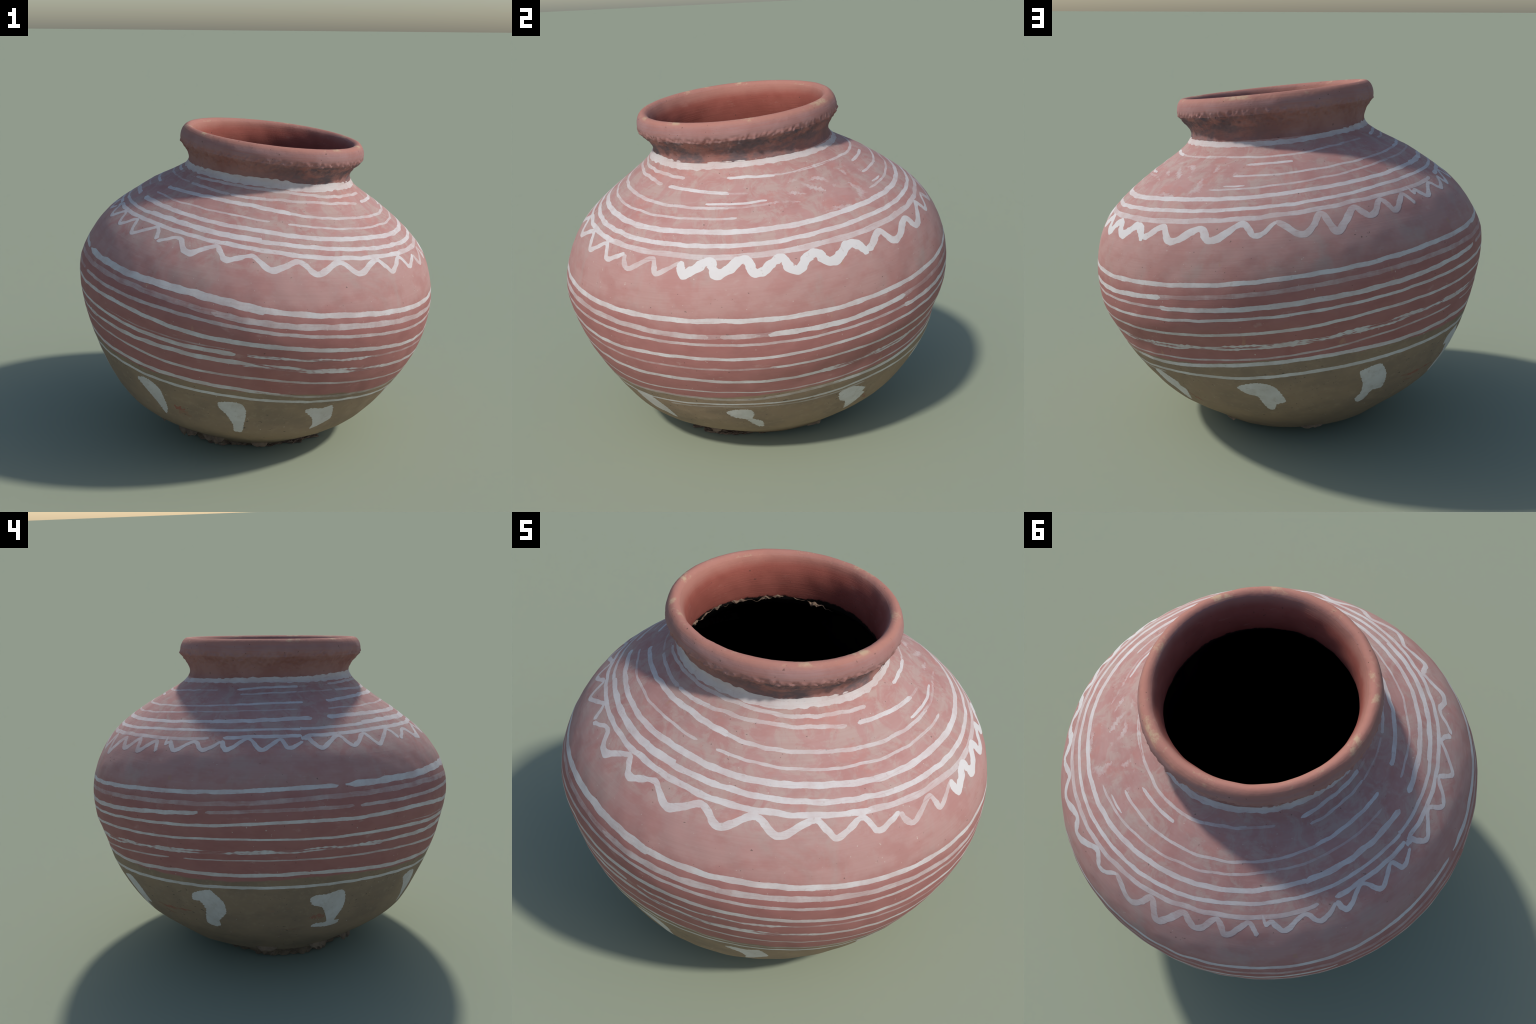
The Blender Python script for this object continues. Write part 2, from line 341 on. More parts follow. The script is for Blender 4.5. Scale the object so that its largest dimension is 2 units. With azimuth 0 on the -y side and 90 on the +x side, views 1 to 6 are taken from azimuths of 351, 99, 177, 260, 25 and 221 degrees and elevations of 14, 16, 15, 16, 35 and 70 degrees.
M_WALL = wall_material()
M_NECK = neck_material()
M_LIP = lip_material()
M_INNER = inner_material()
M_PAINTED_DARK = painted_dark_material()
M_DIRT = dirt_material()
M_BRIGHT = paint_material('whitewash_fresh', 1.0, 0.06, False)
M_FULL = paint_material('whitewash', 0.93, 0.20, False)
M_RING = paint_material('whitewash_brushed', 0.92, 0.28)
M_THIN = paint_material('whitewash_thin', 0.72, 0.30)
M_FAINT = paint_material('whitewash_faint', 0.45, 0.25)
M_COLLAR = paint_material('whitewash_greyed', 0.80, 0.25)
M_GHOST = paint_material('whitewash_rubbed', 0.46, 0.50, False)

def red_smear_material():
    N = Nodes('slip_smear')
    under = wall_colour(N)
    f = N.band(N.noise(16, 4, 0.7, (1, 1, 2.5)), 0.36, 0.60, 0.85, 0.15)
    return N.finish(N.mix(f, under, (0.33, 0.115, 0.085)), 0.85, N.noise(60, 3), 0.2, 0.002, 0.2)
M_SMEAR = red_smear_material()

# ------------------------------------------------------------ object tools ---
root = bpy.data.objects.new('clay_pot', None)
root.empty_display_size = 0.2
root["label"] = "round leaning terracotta water pot with white painted rings and zigzag"
root["category"] = "clay pot"
bpy.context.scene.collection.objects.link(root)

def add(name, verts, faces, mat, normals=None, parent=None, flat=False):
    me = bpy.data.meshes.new(name)
    me.from_pydata([tuple(v) for v in verts], [], faces)
    me.materials.append(mat); me.validate()
    me.polygons.foreach_set('use_smooth', [not flat] * len(me.polygons))
    if normals is not None:
        me.normals_split_custom_set_from_vertices([tuple(n) for n in normals])
    me.update()
    ob = bpy.data.objects.new(name, me)
    bpy.context.scene.collection.objects.link(ob)
    ob.parent = parent or root
    if parent is None: ob.matrix_basis = POSE
    return ob

def world_to_pot(P):
    return (np.asarray(P) - FOOT_NP) @ TILT_NP

# --------------------------------------------------------- the turned wall ---
TURN = 512
def dense(points, n):
    """fine rows along a profile given by a few points"""
    p = np.array(points); s = np.r_[0, np.cumsum(np.hypot(*np.diff(p, axis=0).T))]
    q = np.linspace(0, s[-1], n)
    return np.stack([cubic(s, p[:, 0], q), cubic(s, p[:, 1], q)], 1)

th = np.linspace(-np.pi, np.pi, TURN, endpoint=False)
body_prof = [(float(cubic(BODY_Z, BODY_R, np.array([z]))[0]), z) for z in np.linspace(0.05, 1.52, 40)]
zs_body = dense(body_prof, 230)[:, 1]; zs_body[0], zs_body[-1] = 0.05, 1.505
zs_body = np.sort(zs_body[zs_body <= 1.505])
rows, part_of = [], []
def add_rows(prof, part, lobes=False, rough=None, skip=1):
    for r, z in prof[skip:]:
        rr = body_radius(th, np.full(TURN, z)) if lobes else np.full(TURN, r)
        if part == 'hollow':       # built-up clay narrows the inside on one half
            deg = np.degrees(th)
            near = np.interp(z, (0.45, 0.62, 0.80, 1.05, 1.27), (0.85, 0.76, 0.66, 0.54, 0.435))
            far = np.interp(z, (0.62, 0.80, 1.05, 1.27), (0.92, 0.87, 0.77, 0.60))
            cap = near + (far - near) * smooth(70, 110, deg)
            side = smooth(-45, 5, deg) * (1 - smooth(150, 180, deg))
            rr = rr + (np.minimum(rr, cap) - rr) * side
        P = np.stack([rr * np.cos(th), rr * np.sin(th), np.full(TURN, z)], -1)
        rows.append(settle(P, rough(r, z) if rough else 0.0)); part_of.append(part)

under_lip = lambda r, z: float(smooth(1.535, 1.60, np.array(z)) * (1 - smooth(1.628, 1.655, np.array(z))))
add_rows([(0, z) for z in zs_body], 'body', True, skip=0)
top = [(float(body_radius(np.array([0.0]), np.array([1.505]))[0]), 1.505)]
shell = dense([(0.459, 1.505)] + NECK + LIP + INNER + HOLLOW, 420)
# name the stretches of the profile by passing their end points in order
def nearest(pt): return int(np.argmin(np.hypot(shell[:, 0] - pt[0], shell[:, 1] - pt[1])))
i_neck, i_lip, i_in = nearest(NECK[-1]), nearest(LIP[-1]), nearest(INNER[-1])
for i in range(1, len(shell)):
    part = 'neck' if i <= i_neck else 'rim' if i <= i_lip else 'inner_wall' if i <= i_in else 'hollow'
    rough = under_lip if part in ('neck', 'rim') and i < i_lip - 12 else (lambda r, z: 0.10) if part in ('rim',) else None
    add_rows([shell[i]], part, False, rough, 0)
G = np.array(rows)                                        # rows x TURN x 3
# vertex normals of the whole wall
du = np.roll(G, -1, 1) - np.roll(G, 1, 1); dv = np.gradient(G, axis=0)
NRM = np.cross(du, dv); NRM /= np.linalg.norm(NRM, axis=-1, keepdims=True) + 1e-12

def wall_part(name, first, last, mat, close=False):
    k = last - first + 1
    faces = [(i * TURN + j, i * TURN + (j + 1) % TURN, (i + 1) * TURN + (j + 1) % TURN, (i + 1) * TURN + j)
             for i in range(k - 1) for j in range(TURN)]
    return add(name, G[first:last + 1].reshape(-1, 3), faces, mat, NRM[first:last + 1].reshape(-1, 3))

idx = {p: [i for i, q in enumerate(part_of) if q == p] for p in ('body', 'neck', 'rim', 'inner_wall', 'hollow')}
wall_part('body', 0, idx['body'][-1], M_WALL)
wall_part('neck', idx['body'][-1], idx['neck'][-1], M_NECK)
wall_part('rim', idx['neck'][-1], idx['rim'][-1], M_LIP)
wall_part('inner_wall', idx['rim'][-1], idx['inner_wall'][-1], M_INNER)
wall_part('hollow', idx['inner_wall'][-1], idx['hollow'][-1], M_PAINTED_DARK)

# -------------------------------------------------------------- rough foot ---
def foot():
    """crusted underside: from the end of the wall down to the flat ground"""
    n = 360; t = np.linspace(-180, 180, n, endpoint=False)
    ring = outer(t, np.full(n, 0.060)) * [0.995, 0.995, 1]
    ringw = ring @ TILT_NP.T + FOOT_NP
    cx, cy = -0.03, 0.01
    ang = np.arctan2(ringw[:, 1] - cy, ringw[:, 0] - cx); deg = np.degrees(ang)
    rough1, rough2, step = wobble(31, 26), wobble(32, 7), wobble(33, 13)
    # it rests on the low side and hangs clear of the ground on the high side
    where = (-180, -140, -111, -99, -75, -44, -20, 3, 34, 67, 118, 140, 157, 180)
    reach = (0.425, 0.43, 0.42, 0.41, 0.43, 0.475, 0.44, 0.395, 0.385, 0.39, 0.395, 0.41, 0.42, 0.425)
    clear = (0.0, 0.0, 0.0, 0.0, 0.0, 0.0, 0.0, 0.004, 0.028, 0.050, 0.052, 0.036, 0.014, 0.0)
    rb = np.interp(deg, where, reach) + 0.008 * rough1(t) + 0.005 * rough2(t) + 0.006 * np.round(step(t))
    zb = np.interp(deg, where, clear)
    rad = np.hypot(ringw[:, 0] - cx, ringw[:, 1] - cy)
    rowsw = []
    for k, f in enumerate(np.linspace(0, 1, 9)):
        rr = rad + (rb - rad) * f
        z = zb + np.maximum(ringw[:, 2] - zb, 0.0) * (1 - f ** 1.5)
        jag = (0.004 * wobble(40 + k, 6)(t) + 0.0015 * wobble(60 + k, 2.5)(t)) * (f > 0) * (f < 1)
        rowsw.append(np.stack([cx + (rr + jag) * np.cos(ang), cy + (rr + jag) * np.sin(ang),
                               np.maximum(z + jag * 0.6 * (f < 1), 0.0 if f == 1 else 0.001)], -1))
    for f in (0.8, 0.5, 0.2, 0.0):
        rowsw.append(np.stack([cx + rb * f * np.cos(ang), cy + rb * f * np.sin(ang), zb * f + (0.0 if f > .7 else 0.004)], -1))
    W = np.concatenate(rowsw); k = len(rowsw)
    faces = [((i + 1) * n + j, (i + 1) * n + (j + 1) % n, i * n + (j + 1) % n, i * n + j) for i in range(k - 1) for j in range(n)]
    return add('foot', world_to_pot(W), faces, M_DIRT, flat=True)
foot()

def crust(bearing, z, w, h, d, seed):
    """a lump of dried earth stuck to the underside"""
    g = np.random.default_rng(seed)
    P, la, lb, n = outer_frame(np.array([float(bearing)]), np.array([float(z)]))
    nu, nv = 9, 6
    verts = []
    tang = np.array([-math.sin(math.radians(bearing)), math.cos(math.radians(bearing)), 0])
    down = world_to_pot(np.array([[0, 0, 0]])) - world_to_pot(np.array([[0, 0, 1.0]]))
    for i in range(nu):
        u = i / (nu - 1) - 0.5
        for j in range(nv):
            a = 2 * math.pi * j / nv
            s = (1 - (2 * u) ** 2) ** 0.5 * g.uniform(0.65, 1.25) if 0 < i < nu - 1 else 0.05
            verts.append(P[0] - n[0] * d * 0.3 + tang * (u * w + g.normal() * w * 0.02)
                         + n[0] * math.cos(a) * d * s * 0.6 + down[0] * (math.sin(a) * h * s * 0.5 + h * 0.25))
    faces = [(i * nv + j, i * nv + (j + 1) % nv, (i + 1) * nv + (j + 1) % nv, (i + 1) * nv + j) for i in range(nu - 1) for j in range(nv)]
    faces += [tuple(range(nv))[::-1], tuple((nu - 1) * nv + j for j in range(nv))]
    V = np.array(verts); Wz = (V @ TILT_NP.T + FOOT_NP)
    Wz[:, 2] = np.maximum(Wz[:, 2], 0.003)
    add('earth_crust', world_to_pot(Wz), faces, M_DIRT, flat=True)

for k, (b, z, w, h, d) in enumerate([(170, 0.075, 0.12, 0.040, 0.04), (-158, 0.085, 0.12, 0.050, 0.05), (-134, 0.095, 0.14, 0.060, 0.05),
                                     (-116, 0.105, 0.13, 0.055, 0.05), (-88, 0.085, 0.10, 0.035, 0.04), (-47, 0.11, 0.13, 0.035, 0.05),
                                     (-30, 0.10, 0.10, 0.035, 0.04), (33, 0.06, 0.09, 0.020, 0.03), (92, 0.06, 0.12, 0.020, 0.03)]):
    crust(b, z, w, h, d, 100 + k)

# --------------------------------------------------------------- brushwork ---
SECTION = np.array([-1.0, -0.92, -0.5, 0.0, 0.5, 0.92, 1.0])
LIFT = np.array([-0.5, 0.75, 1.0, 1.0, 1.0, 0.75, -0.5])

def ribbon(t, z, half_l, half_r, lift):
    """a low bead of paint along a path (degrees, height); half widths in m"""
    t = np.asarray(t, float); z = np.asarray(z, float)
    P, la, lb, n = outer_frame(t, z)
    da = np.gradient(t) * la; db = np.gradient(z) * lb
    L = np.hypot(da, db) + 1e-9
    na, nb = -db / L, da / L                       # across the stroke, in wall metres
    V, NV = [], []
    for s, h in zip(SECTION, LIFT):
        w = np.where(s < 0, half_l, half_r) * s
        tt, zz = t + w * na / la, z + w * nb / lb
        Q, _, _, nq = outer_frame(tt, zz)
        V.append(Q + nq * (h * lift)); NV.append(nq)
    V = np.stack(V, 1); NV = np.stack(NV, 1); m = len(t); k = len(SECTION)
    faces = [(i * k + j, (i + 1) * k + j, (i + 1) * k + j + 1, i * k + j + 1) for i in range(m - 1) for j in range(k - 1)]
    return V.reshape(-1, 3), faces, NV.reshape(-1, 3)

def merge(parts):
    V, F, NV, o = [], [], [], 0
    for v, f, nv in parts:
        V.append(v); NV.append(nv); F += [tuple(i + o for i in q) for q in f]; o += len(v)
    return np.concatenate(V), F, np.concatenate(NV)

def ring_height(key, t):
    v = np.array(LEVEL[key]) / 1000; n = len(v)
    x = np.arange(-n, 2 * n) * 15.0 - 180.0
    return cubic(x, np.tile(v, 3), t)

# brush widths are given at four bearings round the pot
COMPASS = (-99.0, 9.5, 86.0, 169.0)
def ring_width(w, t):
    x = np.array([c + 360 * k for k in (-1, 0, 1) for c in COMPASS])
    return np.interp(t, x, np.tile(w, 3)) * 1.14 / 1000.0

seed_no = [500]
def ring(key, start, end, width, mat, dz=0.0, lift=0.00055, hairs=1, fray=1.2, step=0.4):
    """one pass of the brush round the pot at a given level"""
    seed_no[0] += 1; s = seed_no[0] * 10
    t = np.arange(start, end + step, step)
    t = t[t <= end + 1e-6]
    z = ring_height(key, t) + dz / 1000.0 + 0.0006 * wobble(s, 14)(t)
    w = ring_width(width, t)
    full = end - start >= 359
    ends = np.ones_like(t) if full else smooth(0, fray, t - start) * smooth(0, fray, end - t)
    parts = []
    if hairs == 1:
        fine = 0.035 * np.minimum(1, 0.018 / w)
        hl = w * 0.5 * (1 + 0.08 * wobble(s + 1, 8)(t) + fine * wobble(s + 2, 1.8)(t))
        hr = w * 0.5 * (1 + 0.08 * wobble(s + 3, 8)(t) + fine * wobble(s + 4, 1.8)(t))
        # the flat brush leaves slanted ends
        low = 0.12 if fray > 3 else 0.30
        cut = [fray * v for v in np.random.default_rng(s).permutation([0.25, 1.6, 0.7, 1.2])]
        taper = lambda a, b: np.ones_like(t) if full else low + (1 - low) * smooth(0, a, t - start) * smooth(0, b, end - t)
        hl, hr = hl * taper(cut[0], cut[1]), hr * taper(cut[2], cut[3])
        parts.append(ribbon(t, z, np.maximum(hl, 4e-4), np.maximum(hr, 4e-4), lift))
    else:
        # a dry brush: the bristles leave separate lines that come and go
        _, _, lb, _ = outer_frame(t, z)
        for h in range(hairs):
            u = (h + 0.5) / hairs - 0.5
            press = smooth(-0.9, 0.5, wobble(s + 11 + h, 22)(t)) * (0.12 + 0.88 * ends)
            hw = w / hairs * 0.62 * press * (1 + 0.25 * wobble(s + 31 + h, 2.5)(t))
            parts.append(ribbon(t, z + (u * w + 0.0008 * wobble(s + 51 + h, 12)(t)) / lb,
                                np.maximum(hw, 2.5e-4), np.maximum(hw, 2.5e-4), lift * (1 - 0.12 * h)))
    V, F, NV = merge(parts)
    add('painted_ring', V, F, mat, NV)

# --- rings on the shoulder, from the neck down
ring("collar", -180, 180, (42, 30, 26, 27), M_COLLAR, lift=0.0012)
ring("s7", -152, -23, (15, 15, 13, 12), M_THIN)
ring("s7", -8, 1, (8, 8, 8, 8), M_GHOST)
ring("s7", 1, 25, (15, 15, 13, 12), M_FULL)
ring("s7", 24, 62, (15, 14, 14, 12), M_THIN, hairs=3)
ring("s7", 60, 124, (13, 13, 13, 12), M_THIN)
ring("s7", 120, 137, (13, 13, 11, 10), M_FAINT)
ring("s7", 149, 186, (15, 15, 13, 15), M_RING)
ring("s7", 186, 208, (12, 12, 12, 12), M_GHOST)
ring("s6", -150, -121, (16, 16, 16, 14), M_THIN)
ring("s6", -121, -100, (17, 16, 16, 14), M_RING)
ring("s6", -111, -36, (15, 17, 16, 14), M_THIN)
ring("s6", -31, 3, (17, 17, 16, 14), M_RING)
ring("s6", 2, 11, (10, 10, 10, 10), M_FAINT)
ring("s6", 71, 92, (14, 14, 14, 14), M_RING)
ring("s6", 152, 184, (11, 11, 11, 11), M_THIN)
ring("s6", 184, 208, (9, 9, 9, 9), M_FAINT)
ring("s5", -162, -86, (24, 15, 13, 17), M_RING)
ring("s5", -90, -33, (17, 15, 13, 14), M_THIN)
ring("s5", -37, 3, (17, 14, 13, 14), M_THIN)
ring("s5", 1, 18, (10, 11, 11, 11), M_FAINT)
ring("s5", 67, 152, (11, 11, 12, 11), M_THIN)
ring("s5", 150, 185, (13, 13, 13, 15), M_RING)
ring("s5", -7, 18, (11, 12, 12, 12), M_FULL, dz=12, lift=0.00070)
ring("s4", -164, -97, (11, 10, 9, 10), M_THIN)
ring("s4", -89, 6, (12, 11, 9, 9), M_THIN)
ring("s4", 60, 135, (10, 10, 11, 11), M_THIN)
ring("s4", 133, 181, (9, 9, 9, 10), M_FAINT)
ring("s4", 65, 73, (9, 9, 9, 9), M_RING, dz=12)
ring("s3", -141, 146, (25, 25, 22, 18), M_RING)
ring("s3", 144, 186, (24, 24, 24, 24), M_RING, lift=0.00065)
ring("s3", -167, -139, (24, 24, 24, 26), M_RING, lift=0.00065)
ring("s2", -180, 180, (23, 20, 18, 14), M_RING)
ring("s2", -152, -100, (30, 20, 18, 17), M_FULL, dz=3, lift=0.00070)
ring("s1", -179, -114, (22, 22, 22, 20), M_RING)
ring("s1", -120, -40, (24, 20, 22, 20), M_RING, lift=0.00065)
ring("s1", -42, 62, (22, 24, 25, 20), M_THIN)
ring("s1", 60, 147, (22, 24, 22, 18), M_THIN, lift=0.00065)
ring("s1", 152, 180, (22, 22, 22, 20), M_RING)

# --- rings on the belly
ring("l1", -169, -97, (36, 24, 19, 25), M_RING, lift=0.00065, fray=2.8)
ring("l1", -108, 189, (25, 19, 18, 19), M_RING, fray=4)
ring("l2", -180, 180, (26, 18, 18, 20), M_FAINT)
ring("l2", -112, -4, (27, 20, 18, 20), M_THIN, lift=0.00065)
ring("l2", -1, 9, (20, 18, 18, 18), M_THIN, lift=0.00065)
ring("l2", 11, 51, (20, 21, 20, 20), M_FULL, lift=0.00070)
ring("l3", -165, 55, (16, 11, 11, 14), M_THIN)
ring("l3", 50, 149, (16, 11, 22, 16), M_RING)
ring("l3", 151, 193, (15, 15, 15, 15), M_FAINT)
ring("l4", -180, 180, (22, 13, 12, 14), M_RING)
ring("l5", -183, -104, (24, 9, 15, 9), M_RING)
ring("l5", -101, -60, (13, 9, 15, 9), M_RING, hairs=2)
ring("l5", -62, 12, (11, 9, 12, 9), M_FAINT)
ring("l5", 10, 182, (11, 11, 15, 9), M_RING)
ring("l5", -149, -105, (7, 7, 7, 6), M_FAINT, dz=24, fray=12)
ring("l6", -158, -96, (25, 17, 20, 14), M_RING, fray=10)
ring("l6", -102, -55, (26, 17, 20, 14), M_RING, hairs=4)
ring("l6", -57, 28, (18, 16, 18, 10), M_RING)
ring("l6", 24, 204, (18, 22, 25, 16), M_RING, hairs=3)
ring("l7", -183, 138, (13, 7, 9, 8), M_THIN)
ring("l7", -150, -112, (15, 8, 8, 8), M_RING, lift=0.00065, fray=8)
ring("l7", 143, 182, (7, 7, 7, 6), M_THIN)
ring("l8", -183, -88, (20, 14, 18, 19), M_RING, fray=9)
ring("l8", -98, 30, (14, 17, 18, 19), M_FAINT)
ring("l8", 28, 182, (18, 17, 18, 19), M_RING)
ring("l9", -183, -30, (16, 13, 16, 15), M_RING)
ring("l9", -33, 26, (11, 10, 10, 12), M_RING, fray=5)
ring("l9", -24, 40, (10, 9, 12, 12), M_FAINT, dz=-20)
ring("l9", 22, 182, (13, 12, 17, 16), M_RING)

# --- zigzag garland: turning points (bearing, height in mm, stroke width in mm)
def garland(points, mat, lift=0.0008, bend=0.45, fat=1.2):
    seed_no[0] += 1; s = seed_no[0] * 10
    p = np.array(points, float); n = len(p); t, z, w = [], [], []
    for i in range(n - 1):
        p0, p1, p2, p3 = p[max(i - 1, 0)], p[i], p[i + 1], p[min(i + 2, n - 1)]
        for u in np.linspace(0, 1, 22, endpoint=False):
            # ease through the turns so that they come out rounded
            m1, m2 = (p2 - p0) * 0.42, (p3 - p1) * 0.42
            m1[0] *= 0.6 + bend; m2[0] *= 0.6 + bend; m1[1] *= 0.5; m2[1] *= 0.5
            q = ((2 * u**3 - 3 * u**2 + 1) * p1 + (u**3 - 2 * u**2 + u) * m1 + (-2 * u**3 + 3 * u**2) * p2 + (u**3 - u**2) * m2)
            t.append(q[0]); z.append(q[1]); w.append(q[2])
    t.append(p[-1, 0]); z.append(p[-1, 1]); w.append(p[-1, 2])
    t, z, w = np.array(t), np.array(z) / 1000, np.array(w) * fat / 1000
    k = np.arange(len(t), dtype=float)
    e = 0.35 + 0.65 * smooth(0, 4, k) * smooth(0, 4, k[-1] - k)
    hl = w * 0.5 * e * (1 + 0.10 * wobble(s + 1, 14)(k) + 0.03 * wobble(s + 2, 4)(k))
    hr = w * 0.5 * e * (1 + 0.10 * wobble(s + 3, 14)(k) + 0.03 * wobble(s + 4, 4)(k))
    V, F, NV = ribbon(t, z, np.maximum(hl, 1e-3), np.maximum(hr, 1e-3), lift)
    add('zigzag_stroke', V, F, mat, NV)

garland([(-11.5, 1180, 26), (-9.5, 1136, 36), (-3, 1176, 34), (0, 1128, 36), (7, 1174, 34), (10.5, 1118, 32), (17, 1160, 32), (20.5, 1106, 34),
         (26.5, 1154, 34), (31, 1106, 34), (38, 1150, 34), (42.5, 1099, 33)], M_BRIGHT, 0.00095, 1.0, 1.32)
garland([(42.5, 1103, 30), (49, 1153, 28), (53.5, 1096, 30), (62, 1148, 30), (66, 1100, 30), (74.5, 1161, 26), (78.5, 1112, 22), (84.5, 1165, 14)], M_FULL, bend=0.8)
garland([(84, 1166, 26), (91.5, 1104, 26), (97, 1180, 25), (100.5, 1103, 30), (107, 1186, 27), (111.5, 1146, 27), (117, 1202, 22), (120, 1152, 26),
         (126, 1207, 20), (128.5, 1162, 18)], M_THIN)
garland([(130, 1232, 7), (131, 1202, 15), (132.5, 1212, 19), (136, 1180, 22), (142, 1226, 17), (146.5, 1194, 21), (152, 1236, 15)], M_RING)
garland([(152, 1240, 18), (154.5, 1203, 24), (161, 1254, 15), (166, 1209, 22), (172, 1254, 16), (175, 1219, 22), (180, 1246, 12)], M_FULL)
garland([(179.5, 1260, 20), (182, 1259, 22), (186, 1219, 22), (193.5, 1268, 18), (198, 1222, 20), (205, 1269, 18), (209, 1220, 20), (218, 1275, 17),
         (221.5, 1233, 24)], M_RING)
garland([(222, 1228, 16), (229.5, 1263, 19), (235.5, 1218, 30), (244, 1263, 20), (249, 1220, 28), (257, 1246, 20), (264, 1200, 30), (273, 1237, 25),
         (279, 1190, 28), (288, 1233, 25), (294.5, 1184, 27), (304, 1226, 23), (309.5, 1169, 23), (317, 1212, 20), (321, 1160, 22), (328, 1194, 18)], M_RING)
garland([(328, 1190, 22), (331, 1142, 22), (339, 1188, 20), (341.5, 1134, 23), (349, 1180, 11)], M_THIN)

# --- dabs under the rings: outlines as (bearing, height in mm)
def dab(outline, mat=M_FULL, lift=0.00070, name='paint_dab', crisp=0.0022):
    seed_no[0] += 1; s = seed_no[0] * 10
    o = np.array(outline, float); c = o.mean(0)
    _, la, lb, _ = outer_frame(np.array([c[0]]), np.array([c[1] / 1000]))
    to = lambda q: np.stack([(q[:, 0] - c[0]) * la[0], (q[:, 1] - c[1]) / 1000 * lb[0]], 1)
    q = to(o); n = len(q); path = []
    for i in range(n):                                   # rounded outline
        p0, p1, p2, p3 = q[i - 1], q[i], q[(i + 1) % n], q[(i + 2) % n]
        k = max(4, int(np.linalg.norm(p2 - p1) / 0.004))
        for u in np.linspace(0, 1, k, endpoint=False):
            m1, m2 = (p2 - p0) * 0.38, (p3 - p1) * 0.38
            path.append((2*u**3 - 3*u**2 + 1) * p1 + (u**3 - 2*u**2 + u) * m1 + (-2*u**3 + 3*u**2) * p2 + (u**3 - u**2) * m2)
    path = np.array(path); m = len(path)
    k = np.arange(m) * 360.0 / m
    nrm = np.roll(path, -1, 0) - np.roll(path, 1, 0); nrm = np.stack([nrm[:, 1], -nrm[:, 0]], 1)
    nrm /= np.linalg.norm(nrm, axis=1, keepdims=True) + 1e-9
    path = path + nrm * (crisp * 0.6 * wobble(s, 9)(k) + crisp * 0.3 * wobble(s + 1, 3.5)(k))[:, None]
    lo, hi = path.min(0), path.max(0)
    gx, gy = np.meshgrid(np.arange(lo[0], hi[0], 0.0055), np.arange(lo[1], hi[1], 0.0055))
    grid = np.stack([gx.ravel(), gy.ravel()], 1)
    dist = np.sqrt(((grid[:, None] - path[None]) ** 2).sum(-1)).min(1)
    grid = grid[dist > 0.003]
    pts = np.concatenate([path, grid])
    vs, es, fs, *_ = delaunay_2d_cdt([Vector(p) for p in pts], [(i, (i + 1) % m) for i in range(m)], [tuple(range(m))], 1, 1e-5)
    P2 = np.array([v[:] for v in vs])
    d = np.sqrt(((P2[:, None] - path[None]) ** 2).sum(-1)).min(1)
    t = c[0] + P2[:, 0] / la[0]; z = (c[1] / 1000 + P2[:, 1] / lb[0])
    Q, _, _, nq = outer_frame(t, z)
    h = np.where(d < 1e-4, -0.6, smooth(0, 0.008, d)) * lift
    V = Q + nq * h[:, None]
    F = []
    for f in fs:
        a, b, c3 = (P2[i] for i in f[:3])
        cr = (b[0]-a[0])*(c3[1]-a[1]) - (b[1]-a[1])*(c3[0]-a[0])
        F.append(tuple(f) if cr > 0 else tuple(f)[::-1])
    add(name, V, F, mat, nq)

dab([(-138.9, 498), (-136.3, 522), (-133.9, 525), (-130.6, 505), (-128.7, 462), (-127.8, 369), (-129.6, 304), (-131.7, 360), (-134.0, 409), (-136.6, 458)], crisp=0.003)
dab([(-108.9, 491), (-106, 505), (-103, 508), (-100.5, 492), (-99.2, 438), (-99.5, 341), (-99.9, 292), (-103.0, 291), (-103.6, 342), (-106.2, 413), (-108.5, 452)])
dab([(-79.5, 452), (-77.3, 472), (-73, 463), (-69.3, 475), (-67.4, 426), (-66.2, 362), (-70.0, 324), (-74.0, 300), (-73.7, 336), (-75.3, 390)])
dab([(-39.7, 453), (-36, 466), (-32.5, 468), (-30.0, 432), (-28.4, 366), (-29.2, 292), (-32.7, 319), (-37.3, 358)], crisp=0.003)
dab([(-6.1, 408), (-0.8, 427), (2.6, 415), (3.0, 369), (2.0, 342), (5.0, 302), (4.4, 244), (1.6, 267), (-0.8, 334), (-4.4, 355)], crisp=0.004)
dab([(31.0, 412), (33.2, 432), (36.4, 430), (42.0, 382), (41.8, 353), (43.4, 331), (40.9, 275), (37.2, 240), (35.2, 315), (32.2, 350)], crisp=0.003)
dab([(66.8, 398), (70.0, 420), (74.1, 428), (77.9, 415), (80.3, 378), (82.0, 305), (78.6, 286), (77.0, 248), (74.7, 253), (73.2, 309), (72.5, 340), (69.0, 359)])
dab([(105.5, 430), (107.4, 447), (112.4, 460), (115.1, 417), (116.4, 375), (116.6, 304), (112.6, 297), (110.6, 245), (108.2, 236), (106.3, 266), (107.8, 299), (107.6, 355)])
dab([(143.7, 470), (149.8, 504), (151.8, 482), (154.4, 432), (154.6, 366), (151.2, 306), (151.0, 272), (148.4, 255), (145.1, 275), (145.6, 318), (146.8, 374), (145.5, 420), (142.9, 424)])
dab([(-177.3, 466), (-175.4, 487), (-171.5, 490), (-167.3, 509), (-165.2, 493), (-163.9, 436), (-163.8, 387), (-165.0, 313), (-162.9, 313), (-163.2, 283),
     (-167.2, 269), (-174.0, 276), (-172.8, 302), (-168.8, 307), (-169.9, 350), (-172.2, 404), (-175.9, 425)])

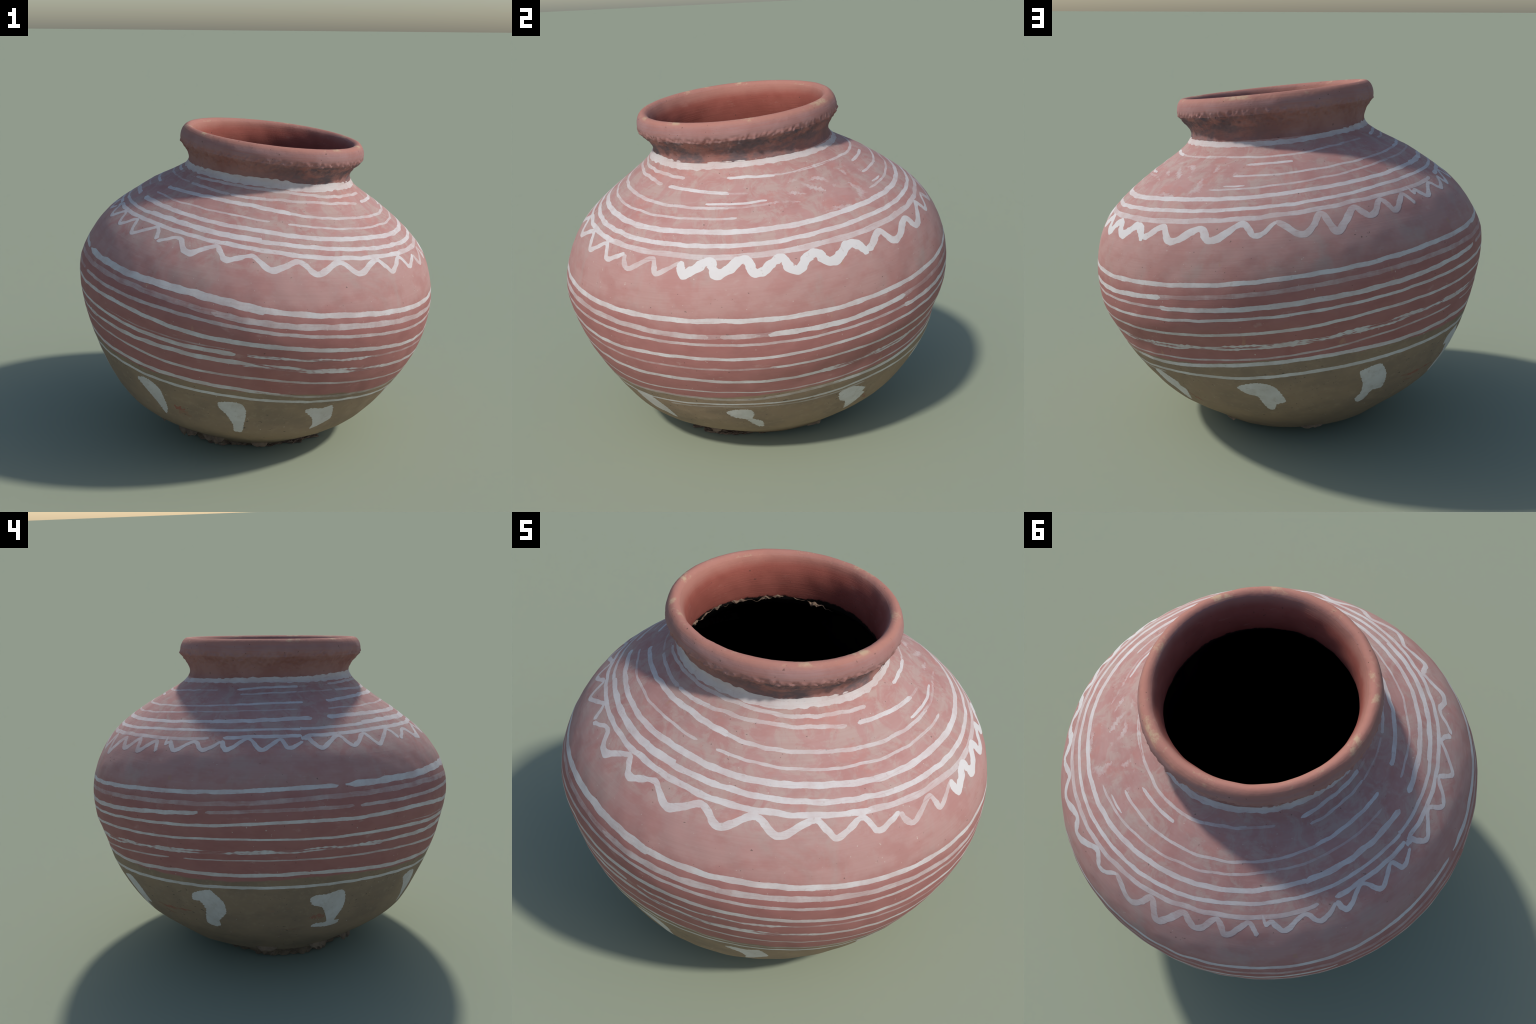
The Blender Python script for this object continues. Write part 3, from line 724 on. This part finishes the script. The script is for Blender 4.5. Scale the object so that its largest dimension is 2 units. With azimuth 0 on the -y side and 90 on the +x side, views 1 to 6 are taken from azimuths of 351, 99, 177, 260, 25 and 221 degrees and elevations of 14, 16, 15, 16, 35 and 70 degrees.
# rubbed and smeared whitewash on the shoulder, where the rings were wiped off
def wipe(points, mat, lift=0.00045):
    seed_no[0] += 1; s = seed_no[0] * 10
    p = np.array(points, float); d = np.r_[0, np.cumsum(np.hypot(np.diff(p[:, 0]) * 0.012, np.diff(p[:, 1]) / 800))]
    u = np.linspace(0, d[-1], 40)
    t, z, w = (np.interp(u, d, p[:, i]) for i in range(3))
    ker = np.ones(7) / 7
    sm = lambda a: np.convolve(np.pad(a, 3, 'edge'), ker, 'valid')
    t, z, w = sm(t), sm(z) / 1000, sm(w) / 1000
    e = 0.15 + 0.85 * np.sin(np.linspace(0.05, np.pi - 0.05, 40)) ** 0.6
    k = np.arange(40.0)
    hl = w * 0.5 * e * (1 + 0.30 * wobble(s, 9)(k) + 0.2 * wobble(s + 1, 3)(k)); hr = w * 0.5 * e * (1 + 0.30 * wobble(s + 2, 9)(k) + 0.2 * wobble(s + 3, 3)(k))
    V, F, NV = ribbon(t, z, np.maximum(hl, 5e-4), np.maximum(hr, 5e-4), lift)
    add('wiped_paint', V, F, mat, NV)

wipe([(38, 1388, 12), (43, 1392, 26), (46, 1372, 24), (48, 1350, 14)], M_GHOST)
wipe([(46, 1346, 18), (49, 1362, 20), (51, 1376, 10)], M_GHOST)
wipe([(34, 1390, 12), (37.5, 1366, 26), (42, 1342, 30)], M_GHOST)
wipe([(54, 1345, 22), (55.5, 1305, 44), (52, 1275, 34)], M_GHOST)
wipe([(35, 1278, 14), (40, 1282, 22), (47, 1272, 16)], M_GHOST)
wipe([(15, 1347, 8), (22, 1345, 16), (30, 1330, 18)], M_GHOST)
wipe([(57, 1394, 18), (58.5, 1376, 24), (57, 1362, 18)], M_GHOST)
wipe([(62, 1395, 12), (66, 1372, 14), (69, 1350, 12)], M_GHOST)
wipe([(65, 1348, 14), (68, 1358, 18), (71, 1384, 16)], M_GHOST)
wipe([(26, 1400, 14), (33, 1404, 20), (40, 1400, 10)], M_GHOST)
wipe([(20, 1375, 10), (28, 1366, 22), (34, 1350, 12)], M_GHOST)

# red slip dragged down over the tan clay
for pts in ([(123, 340, 10), (129, 332, 26), (135, 338, 16), (141, 347, 6)], [(126, 308, 8), (129, 299, 10), (132, 294, 6)],
            [(-176, 344, 20), (-173, 348, 38), (-170, 345, 44)], [(-125, 400, 20), (-122, 372, 50), (-118.5, 345, 24)],
            [(175, 262, 8), (178, 266, 10), (-178 + 360, 268, 6)], [(43, 318, 14), (45, 290, 22), (47, 262, 10)]):
    p = [(a, b, c) for a, b, c in pts]
    wipe(p, M_SMEAR, 0.0004)

# crumbled clay along the torn edge in the throat
def crumbs(start, end, seed):
    g = np.random.default_rng(seed); n = int((end - start) / 0.5)
    t = np.linspace(start, end, n); big = np.clip(0.5 + 0.6 * wobble(seed, 16)(t), 0.06, 1.2)
    z0 = 1.487 + 0.010 * wobble(seed + 1, 34)(t) + 0.004 * wobble(seed + 2, 7)(t)
    fade = smooth(0, 6, t - start) * smooth(0, 6, end - t)
    V = []
    for a in np.linspace(0, 2 * np.pi, 8, endpoint=False):
        r = 0.4235 - (0.0065 * np.cos(a)) * big * fade * (1 + 0.3 * wobble(seed + 5 + int(a * 9), 4)(t)) + 0.002
        z = z0 + 0.008 * np.sin(a) * big * fade * (1 + 0.3 * wobble(seed + 40 + int(a * 9), 5)(t))
        V.append(np.stack([r * np.cos(np.radians(t)), r * np.sin(np.radians(t)), z], -1))
    V = settle(np.stack(V, 1), 0.0)
    F = [(i * 8 + j, i * 8 + (j + 1) % 8, (i + 1) * 8 + (j + 1) % 8, (i + 1) * 8 + j) for i in range(n - 1) for j in range(8)]
    ob = add('throat_crumbs', V.reshape(-1, 3), F, M_DIRT, flat=True); ob["kind"] = "stuff"
crumbs(78, 128, 900); crumbs(120, 192, 930)
